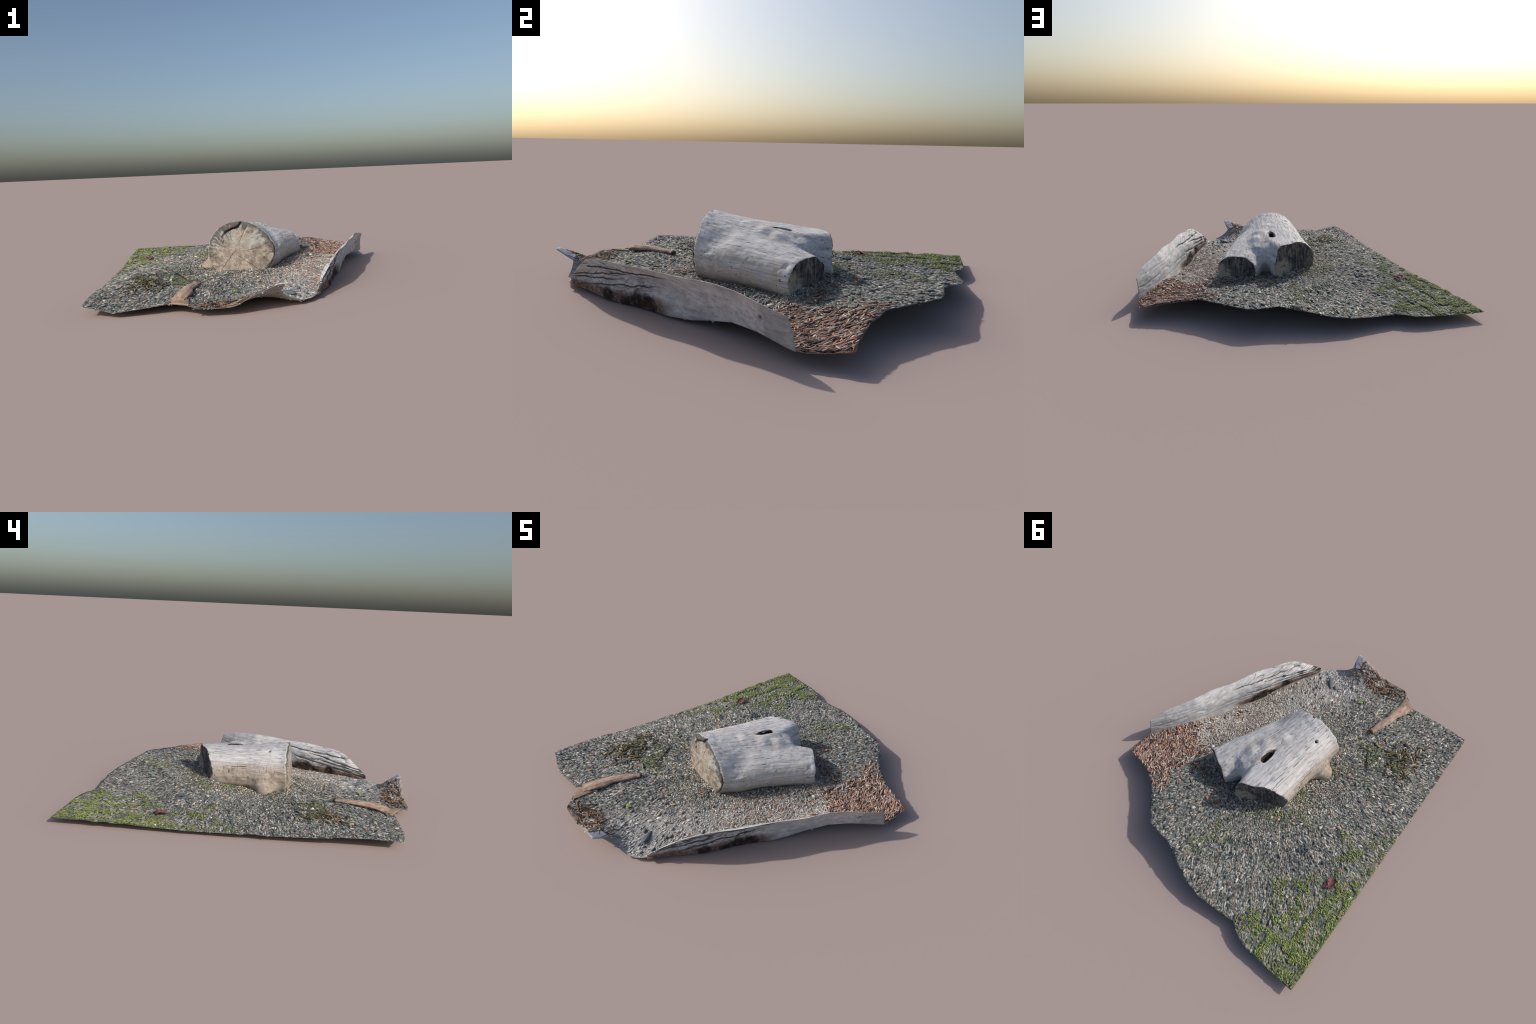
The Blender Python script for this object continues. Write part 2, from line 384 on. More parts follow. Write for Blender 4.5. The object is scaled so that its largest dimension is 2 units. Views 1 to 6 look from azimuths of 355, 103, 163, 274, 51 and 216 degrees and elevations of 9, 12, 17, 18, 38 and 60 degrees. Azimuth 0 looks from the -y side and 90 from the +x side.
# ------------------------------------------------------------------ the beach surface
# rim of the gravel sheet, walked round: mossy edge, near side, old-log foot, litter corner, far side
RIM_MOSS = [(-.814, .997, .041), (-.816, .907, .042), (-.816, .79, .044), (-.816, .748, .034), (-.816, .70, .044), (-.816, .65, .036),
            (-.816, .58, .039), (-.816, .50, .032), (-.816, .354, .029), (-.816, .263, .025), (-.816, .10, .029), (-.816, -.034, .030),
            (-.816, -.096, .037), (-.816, -.141, .032), (-.816, -.345, .037), (-.816, -.494, .046), (-.816, -.541, .055),
            (-.816, -.714, .060), (-.816, -.80, .058), (-.815, -.872, .057)]
RIM_NEAR = [(-.667, -.913, .026), (-.54, -.903, .037), (-.418, -.889, .047), (-.343, -.95, .050), (-.292, -.998, .043), (-.20, -1.0, .041), (-.15, -1.0, .042), (-.118, -1.0, .052),
            (-.057, -1.0, .085), (-.006, -1.0, .107), (.033, -1.0, .122), (.05, -1.0, .129), (.094, -.998, .134), (.088, -.955, .105), (.08, -.912, .078),
            (.12, -.90, .046), (.183, -.878, .023), (.235, -.845, .022), (.265, -.803, .024)]
FOOT = [(.265, -.803, .024), (.29, -.735, .018), (.338, -.655, .018), (.385, -.56, .009), (.42, -.47, .008), (.437, -.40, .007), (.475, -.31, .007),
        (.53, -.21, .012), (.565, -.10, .020), (.595, -.03, .037), (.647, .075, .058), (.713, .18, .059), (.79, .296, .046), (.816, .328, .048)]
RIM_FAR = [(.816, .364, .044), (.816, .416, .049), (.815, .508, .062), (.751, .515, .073), (.68, .529, .084), (.619, .547, .093), (.545, .585, .109), (.507, .612, .112), (.495, .626, .109), (.427, .696, .111),
           (.334, .794, .114), (.284, .801, .114), (.19, .812, .118), (.116, .844, .105), (.042, .876, .094), (-.031, .91, .078), (-.131, .931, .066), (-.24, .925, .056), (-.38, .918, .052), (-.43, .955, .050),
           (-.475, .977, .049), (-.64, .99, .043), (-.814, .997, .041)]
# spot heights inside
SPOT = [(-.432, .21, .079), (-.663, .438, .040), (-.79, .433, .032), (-.565, .764, .048), (-.448, -.415, .054), (-.33, -.61, .062), (-.112, -.719, .040),
        (-.575, -.523, .060), (.189, .468, .100), (-.443, .381, .068), (-.05, -.307, .064), (.202, -.269, .046), (.431, .161, .053), (-.088, -.852, .043),
        (-.238, -.766, .043), (-.204, .157, .083), (-.26, -.08, .064), (.002, -.557, .040), (-.195, -.268, .066), (.048, -.285, .066), (.33, .225, .084),
        (.10, .36, .098), (-.19, .235, .098), (.13, -.74, .028), (.27, -.05, .058), (.0, .0, .075), (-.36, .05, .078), (-.52, -.18, .084), (-.45, -.05, .081), (-.62, -.10, .068), (-.70, -.40, .066), (-.62, -.30, .076),
        (-.3, -.3, .060), (-.12, -.48, .046), (-.26, -.47, .048), (-.45, -.74, .036), (-.62, -.74, .040), (-.40, -.54, .046), (.17, -.38, .040), (.05, -.65, .034), (-.71, -.74, .046), (.25, -.52, .026),
        (-.20, .64, .080), (-.43, .63, .053), (-.07, .71, .090), (-.32, .53, .067), (-.17, .52, .092), (-.29, .46, .077), (-.33, .37, .073), (.16, .65, .110), (.02, .60, .106), (-.36, -.71, .057), (.62, .30, .052), (.68, .42, .066)]

rim = np.vstack([resample(p, .022)[:-1] for p in (RIM_MOSS + [RIM_NEAR[0]], RIM_NEAR, FOOT + [RIM_FAR[0]], RIM_FAR)])
# small ragged wobble of the cut edge, not along the straight sides
wob = .004 * vnoise(rim, 60, 5)
inner = np.array([abs(p[0]) < .8 and p[1] > -.86 and not (p[0] > .25 and p[1] < .33) for p in rim])
rim[inner, 1] += wob[inner]

def tps_fit(P, reg=1e-4):
    n = len(P); d = np.linalg.norm(P[:, None, :2] - P[None, :, :2], axis=2)
    K = np.where(d > 0, d * d * np.log(d + 1e-12), 0) + reg * np.eye(n)
    A = np.zeros((n + 3, n + 3)); A[:n, :n] = K; A[:n, n] = 1; A[:n, n+1:] = P[:, :2]; A[n:, :n] = A[:n, n:].T
    b = np.zeros(n + 3); b[:n] = P[:, 2]
    return P[:, :2].copy(), np.linalg.solve(A, b)

CT = np.vstack([rim, np.array(SPOT)])
TC, TW = tps_fit(CT)

def ground(XY):
    XY = np.atleast_2d(np.asarray(XY, float)); out = np.empty(len(XY))
    for s in range(0, len(XY), 4000):
        q = XY[s:s+4000]; d = np.linalg.norm(q[:, None] - TC[None], axis=2)
        out[s:s+4000] = np.where(d > 0, d * d * np.log(d + 1e-12), 0) @ TW[:-3] + TW[-3] + q @ TW[-2:]
    # heap of seaweed, little swells
    w = np.hypot(XY[:, 0] + .575, XY[:, 1] + .51)
    out += .008 * np.exp(-(w / .07) ** 2)
    # long soft swell running from the log to the far rim
    sw = np.array([(-.25, .40), (-.12, .53), (-.03, .62), (.06, .73), (.10, .82)]); dm = np.full(len(XY), 9.)
    for p0, p1 in zip(sw[:-1], sw[1:]):
        t = np.clip((XY - p0) @ (p1 - p0) / ((p1 - p0) @ (p1 - p0)), 0, 1); dm = np.minimum(dm, np.linalg.norm(XY - p0 - t[:, None] * (p1 - p0), axis=1))
    out += .014 * np.exp(-(dm / .032) ** 2)
    # gravel banked up against the branch ends
    for p0, p1 in (((.165, .338), (.365, .228)), ((-.205, .230), (.075, .352))):
        p0, p1 = np.array(p0), np.array(p1)
        t = np.clip((XY - p0) @ (p1 - p0) / ((p1 - p0) @ (p1 - p0)), 0, 1)
        out += .014 * np.exp(-(np.linalg.norm(XY - p0 - t[:, None] * (p1 - p0), axis=1) / .03) ** 2)
    P3 = np.c_[XY, np.zeros(len(XY))]
    out += .0025 * fbm(P3, 14, 3, 3)
    return out

poly = rim[:, :2]
def inside(XY, P=poly):
    XY = np.asarray(XY); c = np.zeros(len(XY), bool)
    x, y = XY[:, 0], XY[:, 1]; j = len(P) - 1
    for i in range(len(P)):
        (xi, yi), (xj, yj) = P[i], P[j]
        with np.errstate(divide='ignore', invalid='ignore'):
            c ^= ((yi > y) != (yj > y)) & (x < (xj - xi) * (y - yi) / (yj - yi) + xi)
        j = i
    return c

def rim_dist(XY):
    A = poly; B = np.roll(poly, -1, 0); D = B - A; out = np.full(len(XY), 9.)
    for s in range(0, len(XY), 4000):
        q = XY[s:s+4000, None]; t = np.clip(((q - A) * D).sum(2) / (D * D).sum(1), 0, 1)
        out[s:s+4000] = np.linalg.norm(q - (A + t[..., None] * D), axis=2).min(1)
    return out

step = .0105
gx, gy = np.meshgrid(np.arange(-.81, .82, step), np.arange(-.995, 1, step))
G = np.c_[gx.ravel(), gy.ravel()] + rng.uniform(-.25, .25, (gx.size, 2)) * step
G = G[inside(G)]; G = G[rim_dist(G) > step * .6]
pts = np.vstack([poly, G])
nb = len(poly)
r = delaunay_2d_cdt([Vector(p) for p in pts], [(i, (i + 1) % nb) for i in range(nb)], [], 1, 1e-7)
V2 = np.array([(v.x, v.y) for v in r[0]]); T = [list(f) for f in r[2]]
assert len(V2) == len(pts)
Z = ground(V2) - .003
Z[:nb] = rim[:, 2]
top = np.c_[V2, Z]
dist = rim_dist(V2); dist[:nb] = 0
thick = .0018 + .0072 * smooth(.01, .09, dist)
bot = np.c_[V2, np.maximum(Z - thick, .0004)]
n = len(top); F = []
T = np.array(T)
a, b, c = (V2[T[:, k]] for k in range(3))
flip = ((b - a)[:, 0] * (c - a)[:, 1] - (b - a)[:, 1] * (c - a)[:, 0]) < 0
T[flip] = T[flip][:, ::-1]
F += T.tolist(); F += (T[:, ::-1] + n).tolist()
F += [[i, i + n, (i + 1) % nb + n, (i + 1) % nb] for i in range(nb)]

beach = obj("gravel_beach", None)
beach["label"] = "rough slab of grey beach gravel with moss and wood litter"
beach["category"] = "gravel ground"
M_bed = mat_gravel_bed()
obj("gravel_bed", mesh_from("gravel_bed", np.vstack([top, bot]), F, M_bed), beach)

# ------------------------------------------------------------------ the forked log
YN = np.array([0., 0, 1])
F_C, F_N = np.array([-.05, -.265, .19]), np.array([.054, .995, -.084])       # sawn face (normal points into the log)
A_C, A_N = np.array([.265, .278, .130]), np.array([.491, .869, -.058])       # right branch end
B_C, B_N = np.array([-.08, .290, .18]), np.array([-.404, .914, -.031])       # left branch end
FRONT = [(0, .170), (14, .158), (32, .146), (48, .143), (67, .140), (80, .142), (93, .144), (106, .147), (123, .160), (137, .167), (152, .169),
         (166, .174), (180, .178), (195, .181), (210, .181), (225, .185), (245, .17), (270, .16), (300, .16), (325, .165), (345, .174)]
END_A = [(0, .121), (13, .124), (25, .117), (41, .105), (60, .095), (83, .087), (108, .091), (131, .095), (149, .104), (166, .107), (180, .104),
         (197, .100), (225, .10), (270, .085), (315, .10), (340, .117)]
END_B = [(0, .172), (11, .164), (25, .168), (34, .163), (45, .133), (63, .106), (80, .096), (95, .092), (120, .093), (147, .102), (167, .122),
         (180, .134), (197, .146), (215, .146), (240, .13), (270, .12), (300, .13), (322, .17), (340, .184)]

def polar_table(S, n=360):
    ang = np.array([s[0] for s in S], float); r_ = np.array([s[1] for s in S])
    q = np.arange(n) * 360. / n
    t = np.interp(q, np.r_[ang - 360, ang, ang + 360], np.r_[r_, r_, r_])
    k = np.hanning(21); k /= k.sum()
    return np.convolve(np.r_[t[-20:], t, t[:20]], k, 'same')[20:-20]

TF, TA, TB = polar_table(FRONT), polar_table(END_A), polar_table(END_B)

def sweep(P, c1, n1, tab1, sag, waist):
    d0 = (P - F_C) @ F_N; d1 = (c1 - P) @ n1
    t = np.clip(d0 / np.maximum(d0 + d1, 1e-6), -.05, 1.05)
    c = F_C + t[:, None] * (c1 - F_C); c[:, 2] += sag * np.sin(np.pi * np.clip(t, 0, 1))
    nn = F_N + t[:, None] * (n1 - F_N)
    hx, hy = nn[:, 1], -nn[:, 0]; L = np.hypot(hx, hy)
    d = P - c
    h = (d[:, 0] * hx + d[:, 1] * hy) / L; v = d[:, 2]
    th = (np.degrees(np.arctan2(v, h)) % 360)
    i = th.astype(int) % 360; j = (i + 1) % 360; f = th - np.floor(th)
    s = np.clip(t, 0, 1)
    R = (TF[i] * (1 - f) + TF[j] * f) * (1 - s) + (tab1[i] * (1 - f) + tab1[j] * f) * s
    # waist: flattened above, fuller low on the right flank
    up = np.sin(np.radians(th))
    R = R - waist * np.exp(-((t - .50) / .17) ** 2) * smooth(-.1, .5, up) + .010 * np.exp(-((t - .2) / .18) ** 2) * smooth(.3, -.2, up) * (np.cos(np.radians(th)) > 0)
    return np.hypot(h, v) - R, d0, d1

def smin(a, b, k):
    h = np.clip(.5 + .5 * (b - a) / k, 0, 1)
    return b + (a - b) * h - k * h * (1 - h)

def smax(a, b, k): return -smin(-a, -b, k)

def seg(P, a, b, ra, rb):
    a, b = np.array(a), np.array(b); d = b - a
    t = np.clip((P - a) @ d / (d @ d), 0, 1)
    return np.linalg.norm(P - a - t[:, None] * d, axis=1) - (ra + (rb - ra) * t)

# groove where the outer shell has parted from the heartwood on the sawn face
def on_face(x, z): return np.array([x, F_C[1] - (F_N[0] * (x - F_C[0]) + F_N[2] * (z - F_C[2])) / F_N[1], z])
GROOVE = [on_face(*p) for p in ((-.047, .334), (-.066, .309), (-.103, .299), (-.138, .279), (-.156, .255), (-.144, .240), (-.153, .221), (-.139, .195), (-.118, .175))]
GROOVE_R = [.0065, .0075, .007, .0075, .006, .0035, .0045, .003, .0015]

def knot_hole(P):
    hole = np.minimum(seg(P, (.014, .036, .303), (.021, .098, .288), .005, .0150), seg(P, (.021, .098, .288), (.029, .146, .272), .0150, .0190))
    return np.minimum(hole, seg(P, (.020, .090, .272), (.028, .140, .254), .011, .015))

def small_knot(P): return seg(P, (-.138, -.13, .288), (-.157, -.13, .33), .0075, .0085)

def log_field(P):
    fa, d0, da = sweep(P, A_C, A_N, TA, 0.0, .002)
    fb, _, db = sweep(P, B_C, B_N, TB, 0.002, .003)
    # worn, uneven ends; the right one is slightly domed
    un = .007 * fbm(P, 26, 9, 3)
    dome = .016 * np.exp(-(np.linalg.norm(P - (.235, .305, .12), axis=1) / .085) ** 2)
    fa = smax(fa, -da - un - dome, .012); fb = smax(fb, -db - un - .008 * smooth(.16, .09, P[:, 2]), .012)
    f = smin(fa, fb, .035)
    # web of wood bridging the fork above the notch
    f = smin(f, seg(P, (.05, .10, .212), (.088, .215, .20), .072, .052), .03)
    # swelling that runs from the crown past the knot hole to the right branch
    crown = [(.015, -.03, .262), (.075, .05, .246), (.118, .125, .229), (.142, .185, .208)]
    for q0, q1 in zip(crown[:-1], crown[1:]):
        f = smin(f, seg(P, q0, q1, .050, .047), .022)
    f = f + .020 * np.exp(-(((P - (.14, -.14, .25)) / (.06, .08, .06)) ** 2).sum(1))
    # branch stub low on the left flank
    f = smin(f, seg(P, (-.155, -.10, .105), (-.232, -.108, .060), .080, .034), .05)
    fx, fz = P[:, 0] + .05, P[:, 2] - .19
    fr = np.hypot(fx, fz); fth = np.degrees(np.arctan2(fz, fx))
    dish = .004 * smooth(.135, .10, fr) * smooth(-200, -150, -np.abs(fth - 120)) + .0035 * fbm(np.c_[P[:, 0], P[:, 0] * 0, P[:, 2]], 20, 13, 3)
    worn_rim = .009 * smooth(.13, .18, fr) * (1 + .8 * vnoise(P, 34, 15))
    f = smax(f, -(d0 - dish - worn_rim), .004)
    # knot hole, small knot
    hole = knot_hole(P)
    f = smax(f, -hole, .004)
    f = smax(f, -small_knot(P), .003)
    # dimples above the fork
    f = smax(f, -seg(P, (.089, .198, .267), (.092, .20, .275), .008, .012), .012)
    f = smax(f, -seg(P, (.10, .236, .268), (.085, .246, .268), .010, .012), .014)
    g = None
    for k in range(len(GROOVE) - 1):
        q = seg(P, GROOVE[k], GROOVE[k+1], GROOVE_R[k], GROOVE_R[k+1]); g = q if g is None else np.minimum(g, q)
        f = smax(f, -seg(P, GROOVE[k] + F_N * .007, GROOVE[k+1] + F_N * .007, GROOVE_R[k] * .9, GROOVE_R[k+1] * .9), .002)
    f = smax(f, -g, .002)
    # large soft lumps of a beach-worn trunk
    f = f + .0040 * fbm(P, (14, 9, 14), 21, 3) + .0008 - .013 * smooth(.125, .07, P[:, 2]) * smooth(.0, .03, d0) - .009 * smooth(.0, .02, d0) * smooth(.3, .12, d0) * smooth(.30, .25, P[:, 2])
    return f

def surface_net(fn, lo, hi, h):
    """naive surface nets on a regular grid"""
    ax = [np.arange(lo[k], hi[k] + h, h) for k in range(3)]
    N = [len(a_) for a_ in ax]
    X, Y, Zz = np.meshgrid(*ax, indexing='ij')
    P = np.stack([X.ravel(), Y.ravel(), Zz.ravel()], 1)
    val = np.empty(len(P))
    for s in range(0, len(P), 400000): val[s:s+400000] = fn(P[s:s+400000])
    val = val.reshape(N); ins = val < 0
    M = [k - 1 for k in N]
    acc = np.zeros(M + [3]); cnt = np.zeros(M)
    corners = [(i, j, k) for i in (0, 1) for j in (0, 1) for k in (0, 1)]
    sl = lambda c_: tuple(slice(c_[k], c_[k] + M[k]) for k in range(3))
    for c0 in corners:
        for k in range(3):
            if c0[k]: continue
            c1 = list(c0); c1[k] = 1
            v0, v1 = val[sl(c0)], val[sl(c1)]
            cross = (v0 < 0) != (v1 < 0)
            t = np.where(cross, v0 / np.where(cross, v0 - v1, 1), 0)
            for q in range(3): acc[..., q] += cross * (c0[q] + (t if q == k else 0))
            cnt += cross
    act = cnt > 0
    idx = np.full(M, -1, int); idx[act] = np.arange(act.sum())
    ijk = np.argwhere(act)
    V = (acc[act] / cnt[act][:, None] + ijk) * h + np.array(lo)
    quads = []
    for k in range(3):
        u, w = [(1, 2), (2, 0), (0, 1)][k]
        s0 = [slice(1, M[q]) for q in range(3)]; s0[k] = slice(0, M[k])
        s1 = list(s0); s1[k] = slice(1, M[k] + 1)
        A_ = ins[tuple(s0)]; B_ = ins[tuple(s1)]
        e = np.argwhere(A_ != B_); fl = A_[A_ != B_]
        off = np.array([1 if q != k else 0 for q in range(3)]); e = e + off
        def at(du, dw):
            p = e.copy(); p[:, u] -= du; p[:, w] -= dw
            return idx[p[:, 0], p[:, 1], p[:, 2]]
        Q = np.stack([at(1, 1), at(0, 1), at(0, 0), at(1, 0)], 1)
        Q[~fl] = Q[~fl][:, ::-1]
        quads.append(Q)
    Q = np.vstack(quads); Q = Q[(Q >= 0).all(1)]
    return V, Q

LOG_H = .0034
LV, LQ = surface_net(log_field, (-.30, -.32, .028), (.42, .40, .375), LOG_H)
# project back on the field and add carved grain
def grad(fn, P, e=.0015):
    return np.stack([(fn(P + e * d) - fn(P - e * d)) / (2 * e) for d in np.eye(3)], 1)
g = grad(log_field, LV, .003); g /= np.linalg.norm(g, axis=1)[:, None] + 1e-9
R2 = np.c_[np.arctan2(LV[:, 0] + .253, LV[:, 1] + 1.01), np.hypot(LV[:, 0] + .253, LV[:, 1] + 1.01), LV[:, 2]]
front_d = (LV - F_C) @ F_N; ea = (A_C - LV) @ A_N; eb = (B_C - LV) @ B_N
ing = None
for k in range(len(GROOVE) - 1):
    q_ = seg(LV, GROOVE[k] + F_N * .006, GROOVE[k + 1] + F_N * .006, .0135, .0135); ing = q_ if ing is None else np.minimum(ing, q_)
sawn = ((g @ -F_N > .60) & (front_d < .016)) | ((ing < 0) & (front_d < .03))
endA = (g @ A_N > .60 + .12 * vnoise(LV, 60, 19)) & (ea < .016) & (LV[:, 0] > .12)
endB = (g @ B_N > .60 + .12 * vnoise(LV, 60, 20)) & (eb < .018) & (LV[:, 0] < .13)
side = ~(sawn | endA | endB)
gr = -np.maximum(0, .25 - np.abs(vnoise(R2, (95, 3.2, 95), 31))) * 4
worn = smooth(.0, .12, .9 * LV[:, 0] - .4 * LV[:, 1]) * smooth(.27, .18, LV[:, 2])
pock = np.maximum(0, vnoise(R2, (42, 26, 42), 45) - .25)
disp = side * (.0012 * fbm(R2, (75, 5, 75), 41, 2) + .0016 * gr * smooth(0, .25, vnoise(R2, (9, 5, 9), 77)) + .0016 * fbm(LV, 34, 43, 2) - .006 * pock * worn)
disp = disp + ~side * .0012 * fbm(LV, 60, 51, 2)
LV = LV + g * disp[:, None]

log = obj("driftwood_log", None)
log["label"] = "short bleached driftwood log, sawn face in front, forked behind"
log["category"] = "log"
whole = mesh_from("whole_log", LV, LQ)
VN = np.empty(len(LV) * 3, np.float32); whole.vertex_normals.foreach_get("vector", VN) if hasattr(whole, "vertex_normals") else whole.vertices.foreach_get("normal", VN)
VN = VN.reshape(-1, 3)
lab = np.zeros(len(LV), int); lab[sawn] = 1; lab[endA] = 2; lab[endB] = 3; lab[side & ((knot_hole(LV) < .0012) | (small_knot(LV) < .001))] = 4
def face_lab(Q):
    L = lab[Q]; return np.where((L == L[:, :1]).all(1), L[:, 0], np.where((L > 0).sum(1) >= 2, L.max(1), 0))
FL = face_lab(LQ)
bpy.data.meshes.remove(whole)
M_wood = mat_weathered("weathered_wood")
for k, nm, mt in ((0, "trunk", M_wood), (1, "sawn_face", mat_sawn()),
                  (2, "branch_end", mat_char("charred_end", (.35, .23, .105), .085, (.25, .29, .08))),
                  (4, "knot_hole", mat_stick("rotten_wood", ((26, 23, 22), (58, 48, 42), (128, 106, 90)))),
                  (3, "branch_end", mat_char("blackened_end", (.035, .335, .13), .085, (-.17, .235, .15)))):
    q = LQ[FL == k]; used = np.unique(q); remap = np.full(len(LV), -1); remap[used] = np.arange(len(used))
    me = mesh_from(nm, LV[used], remap[q], mt)
    me.normals_split_custom_set_from_vertices([tuple(v) for v in VN[used]])
    obj(nm, me, log)

# ------------------------------------------------------------------ the old log lying along the edge: inner face only, the open scan surface thickened to a shell
RIDGE = [(.268, -.803, .048), (.335, -.716, .121), (.392, -.642, .170), (.430, -.57, .186), (.468, -.49, .190), (.512, -.41, .195), (.532, -.36, .196),
         (.583, -.222, .194), (.646, -.098, .198), (.681, .010, .199), (.727, .107, .192), (.777, .195, .178), (.803, .258, .163), (.816, .300, .154)]
ns, nw = 260, 44
Bc, Rc = resample(FOOT, .005), spline(RIDGE, ns)
Bc[:, 2] -= .004; Bc[:, :2] += (-.0012, .0006)
# even out: pair stations by position along the log direction
DIR = np.array([.447, .894])
sb, sr = Bc[:, :2] @ DIR, Rc[:, :2] @ DIR
S = np.linspace(0, 1, ns)
pair = lambda C, s_: np.stack([np.interp(s_[0] + (s_[-1] - s_[0]) * S, s_, C[:, k]) for k in range(3)], 1)
Bc, Rc = pair(Bc, sb), pair(Rc, sr)
W = np.linspace(0, 1, nw)
face = Bc[:, None] * (1 - W)[None, :, None] + Rc[:, None] * W[None, :, None]
out_n = np.array([.894, -.447, 0.])
chord = Rc - Bc
nin = np.cross(np.broadcast_to([.447, .894, 0], chord.shape), chord); nin /= np.linalg.norm(nin, axis=1)[:, None] + 1e-9
if (nin @ out_n).mean() > 0: nin = -nin
bul = np.interp(S, [0, .45, .7, 1], [.038, .036, .020, .014]) * np.sin(np.pi * np.minimum(1, np.linspace(0, 1, ns) * 8 + .1) / 2) * np.linalg.norm(chord, axis=1) / .19
face = face + nin[:, None] * (bul[:, None] * np.sin(np.pi * W ** 1.3)[None])[..., None]
flat = face.reshape(-1, 3)
c2, s2 = math.cos(math.radians(-26.6)), math.sin(math.radians(-26.6))
loc = np.c_[flat @ np.array([.894, -.447, 0]), flat @ np.array([.447, .894, 0]), flat[:, 2]]
wgt = (np.sin(np.pi * W) ** .5)[None] * np.ones((ns, 1))
fissure = np.maximum(0, .16 - np.abs(vnoise(loc, (24, 2.6, 24), 61) + .3 * vnoise(loc, (60, 9, 60), 62))) / .16
nearend = smooth(.05, -.3, loc[:, 1])
split = sum(np.exp(-((loc[:, 2] - (z0 + sl * (loc[:, 1] + .2)) - .006 * vnoise(loc, (9, 14, 9), 72 + k)) / .0045) ** 2) * smooth(e1, e1 - .12, loc[:, 1]) * smooth(e0, e0 + .05, loc[:, 1])
            for k, (z0, sl, e0, e1) in enumerate(((.135, .16, -.62, -.12), (.105, .10, -.60, -.20), (.085, .14, -.64, .02), (.150, .05, -.45, .10))))
cav = np.exp(-((loc[:, 1] + .13) / .055) ** 2 - ((loc[:, 2] - .035) / .03) ** 2) + np.exp(-((loc[:, 1] + .315) / .03) ** 2 - ((loc[:, 2] - .03) / .03) ** 2)
dd = .0045 * fbm(loc, (26, 6, 26), 63, 3) - .010 * fissure * nearend - .003 * fissure - .011 * np.clip(split, 0, 1) - .012 * cav * (1 + .5 * vnoise(loc, 60, 64))
face = (flat + np.repeat(nin, nw, 0) * (dd * wgt.ravel())[:, None]).reshape(ns, nw, 3)
th = .002 + .003 * np.sin(np.pi * W)[None, :, None] * np.minimum(1, np.minimum(S, 1 - S) * 12)[:, None, None]
back = face - nin[:, None] * th * (1 + .35 * vnoise(loc, (40, 6, 40), 66)).reshape(ns, nw, 1)
for q in (face, back):
    q[..., 0] = np.minimum(q[..., 0], .8165); q[..., 2] = np.maximum(q[..., 2], .0004)
VV = np.vstack([face.reshape(-1, 3), back.reshape(-1, 3)]); o2 = ns * nw
i, j = np.meshgrid(np.arange(ns - 1), np.arange(nw - 1), indexing='ij'); a_ = (i * nw + j).ravel()
q1 = np.stack([a_, a_ + nw, a_ + nw + 1, a_ + 1], 1)
q2 = q1[:, ::-1] + o2
def strip(e): return np.stack([e[:-1], e[:-1] + o2, e[1:] + o2, e[1:]], 1)
rim_ix = [np.arange(ns) * nw, (np.arange(ns) * nw + nw - 1)[::-1], np.arange(nw)[::-1], (ns - 1) * nw + np.arange(nw)]
Q = np.vstack([q1, q2] + [strip(e) for e in rim_ix])
old = obj("weathered_log", None)
old["label"] = "long grey rotted log with cracks and brown foot, open scan shell of one face"
old["category"] = "log"
me = mesh_from("log_shell", VV, Q, mat_old_log())
import bmesh
bm = bmesh.new(); bm.from_mesh(me); bmesh.ops.recalc_face_normals(bm, faces=bm.faces); bm.to_mesh(me); bm.free()
obj("log_shell", me, old)

# ------------------------------------------------------------------ generators for stones, strips
PHI = (1 + 5 ** .5) / 2
ICO_V = np.array([(-1, PHI, 0), (1, PHI, 0), (-1, -PHI, 0), (1, -PHI, 0), (0, -1, PHI), (0, 1, PHI), (0, -1, -PHI), (0, 1, -PHI), (PHI, 0, -1), (PHI, 0, 1), (-PHI, 0, -1), (-PHI, 0, 1)])
ICO_V = ICO_V / np.linalg.norm(ICO_V[0])
ICO_F = np.array([(0, 11, 5), (0, 5, 1), (0, 1, 7), (0, 7, 10), (0, 10, 11), (1, 5, 9), (5, 11, 4), (11, 10, 2), (10, 7, 6), (7, 1, 8),
                  (3, 9, 4), (3, 4, 2), (3, 2, 6), (3, 6, 8), (3, 8, 9), (4, 9, 5), (2, 4, 11), (6, 2, 10), (8, 6, 7), (9, 8, 1)])
def subdivide(V, F):
    V = list(map(tuple, V)); mid = {}; out = []
    def m_(a, b):
        k = (min(a, b), max(a, b))
        if k not in mid:
            p = np.array(V[a]) + np.array(V[b]); V.append(tuple(p / np.linalg.norm(p))); mid[k] = len(V) - 1
        return mid[k]
    for a, b, c in F:
        x, y, z = m_(a, b), m_(b, c), m_(c, a); out += [(a, x, z), (b, y, x), (c, z, y), (x, y, z)]
    return np.array(V), np.array(out)
ICO2 = subdivide(ICO_V, ICO_F)

def stones(C, L, Wd, H, yaw, base=(ICO_V, ICO_F)):
    """many lumpy ellipsoids in one mesh"""
    BV, BF = base; n_ = len(C); k = len(BV)
    lump = 1 + rng.uniform(-.2, .2, (n_, k))
    P = BV[None] * lump[..., None]
    P = P * np.stack([L, Wd, H], 1)[:, None]
    tilt = rng.uniform(-.3, .3, (n_, 1))
    P[..., 2] += P[..., 0] * tilt
    c_, s_ = np.cos(yaw)[:, None], np.sin(yaw)[:, None]
    X = P[..., 0] * c_ - P[..., 1] * s_; Y = P[..., 0] * s_ + P[..., 1] * c_
    P = np.stack([X, Y, P[..., 2]], 2) + C[:, None]
    return P.reshape(-1, 3), (BF[None] + (np.arange(n_) * k)[:, None, None]).reshape(-1, 3)

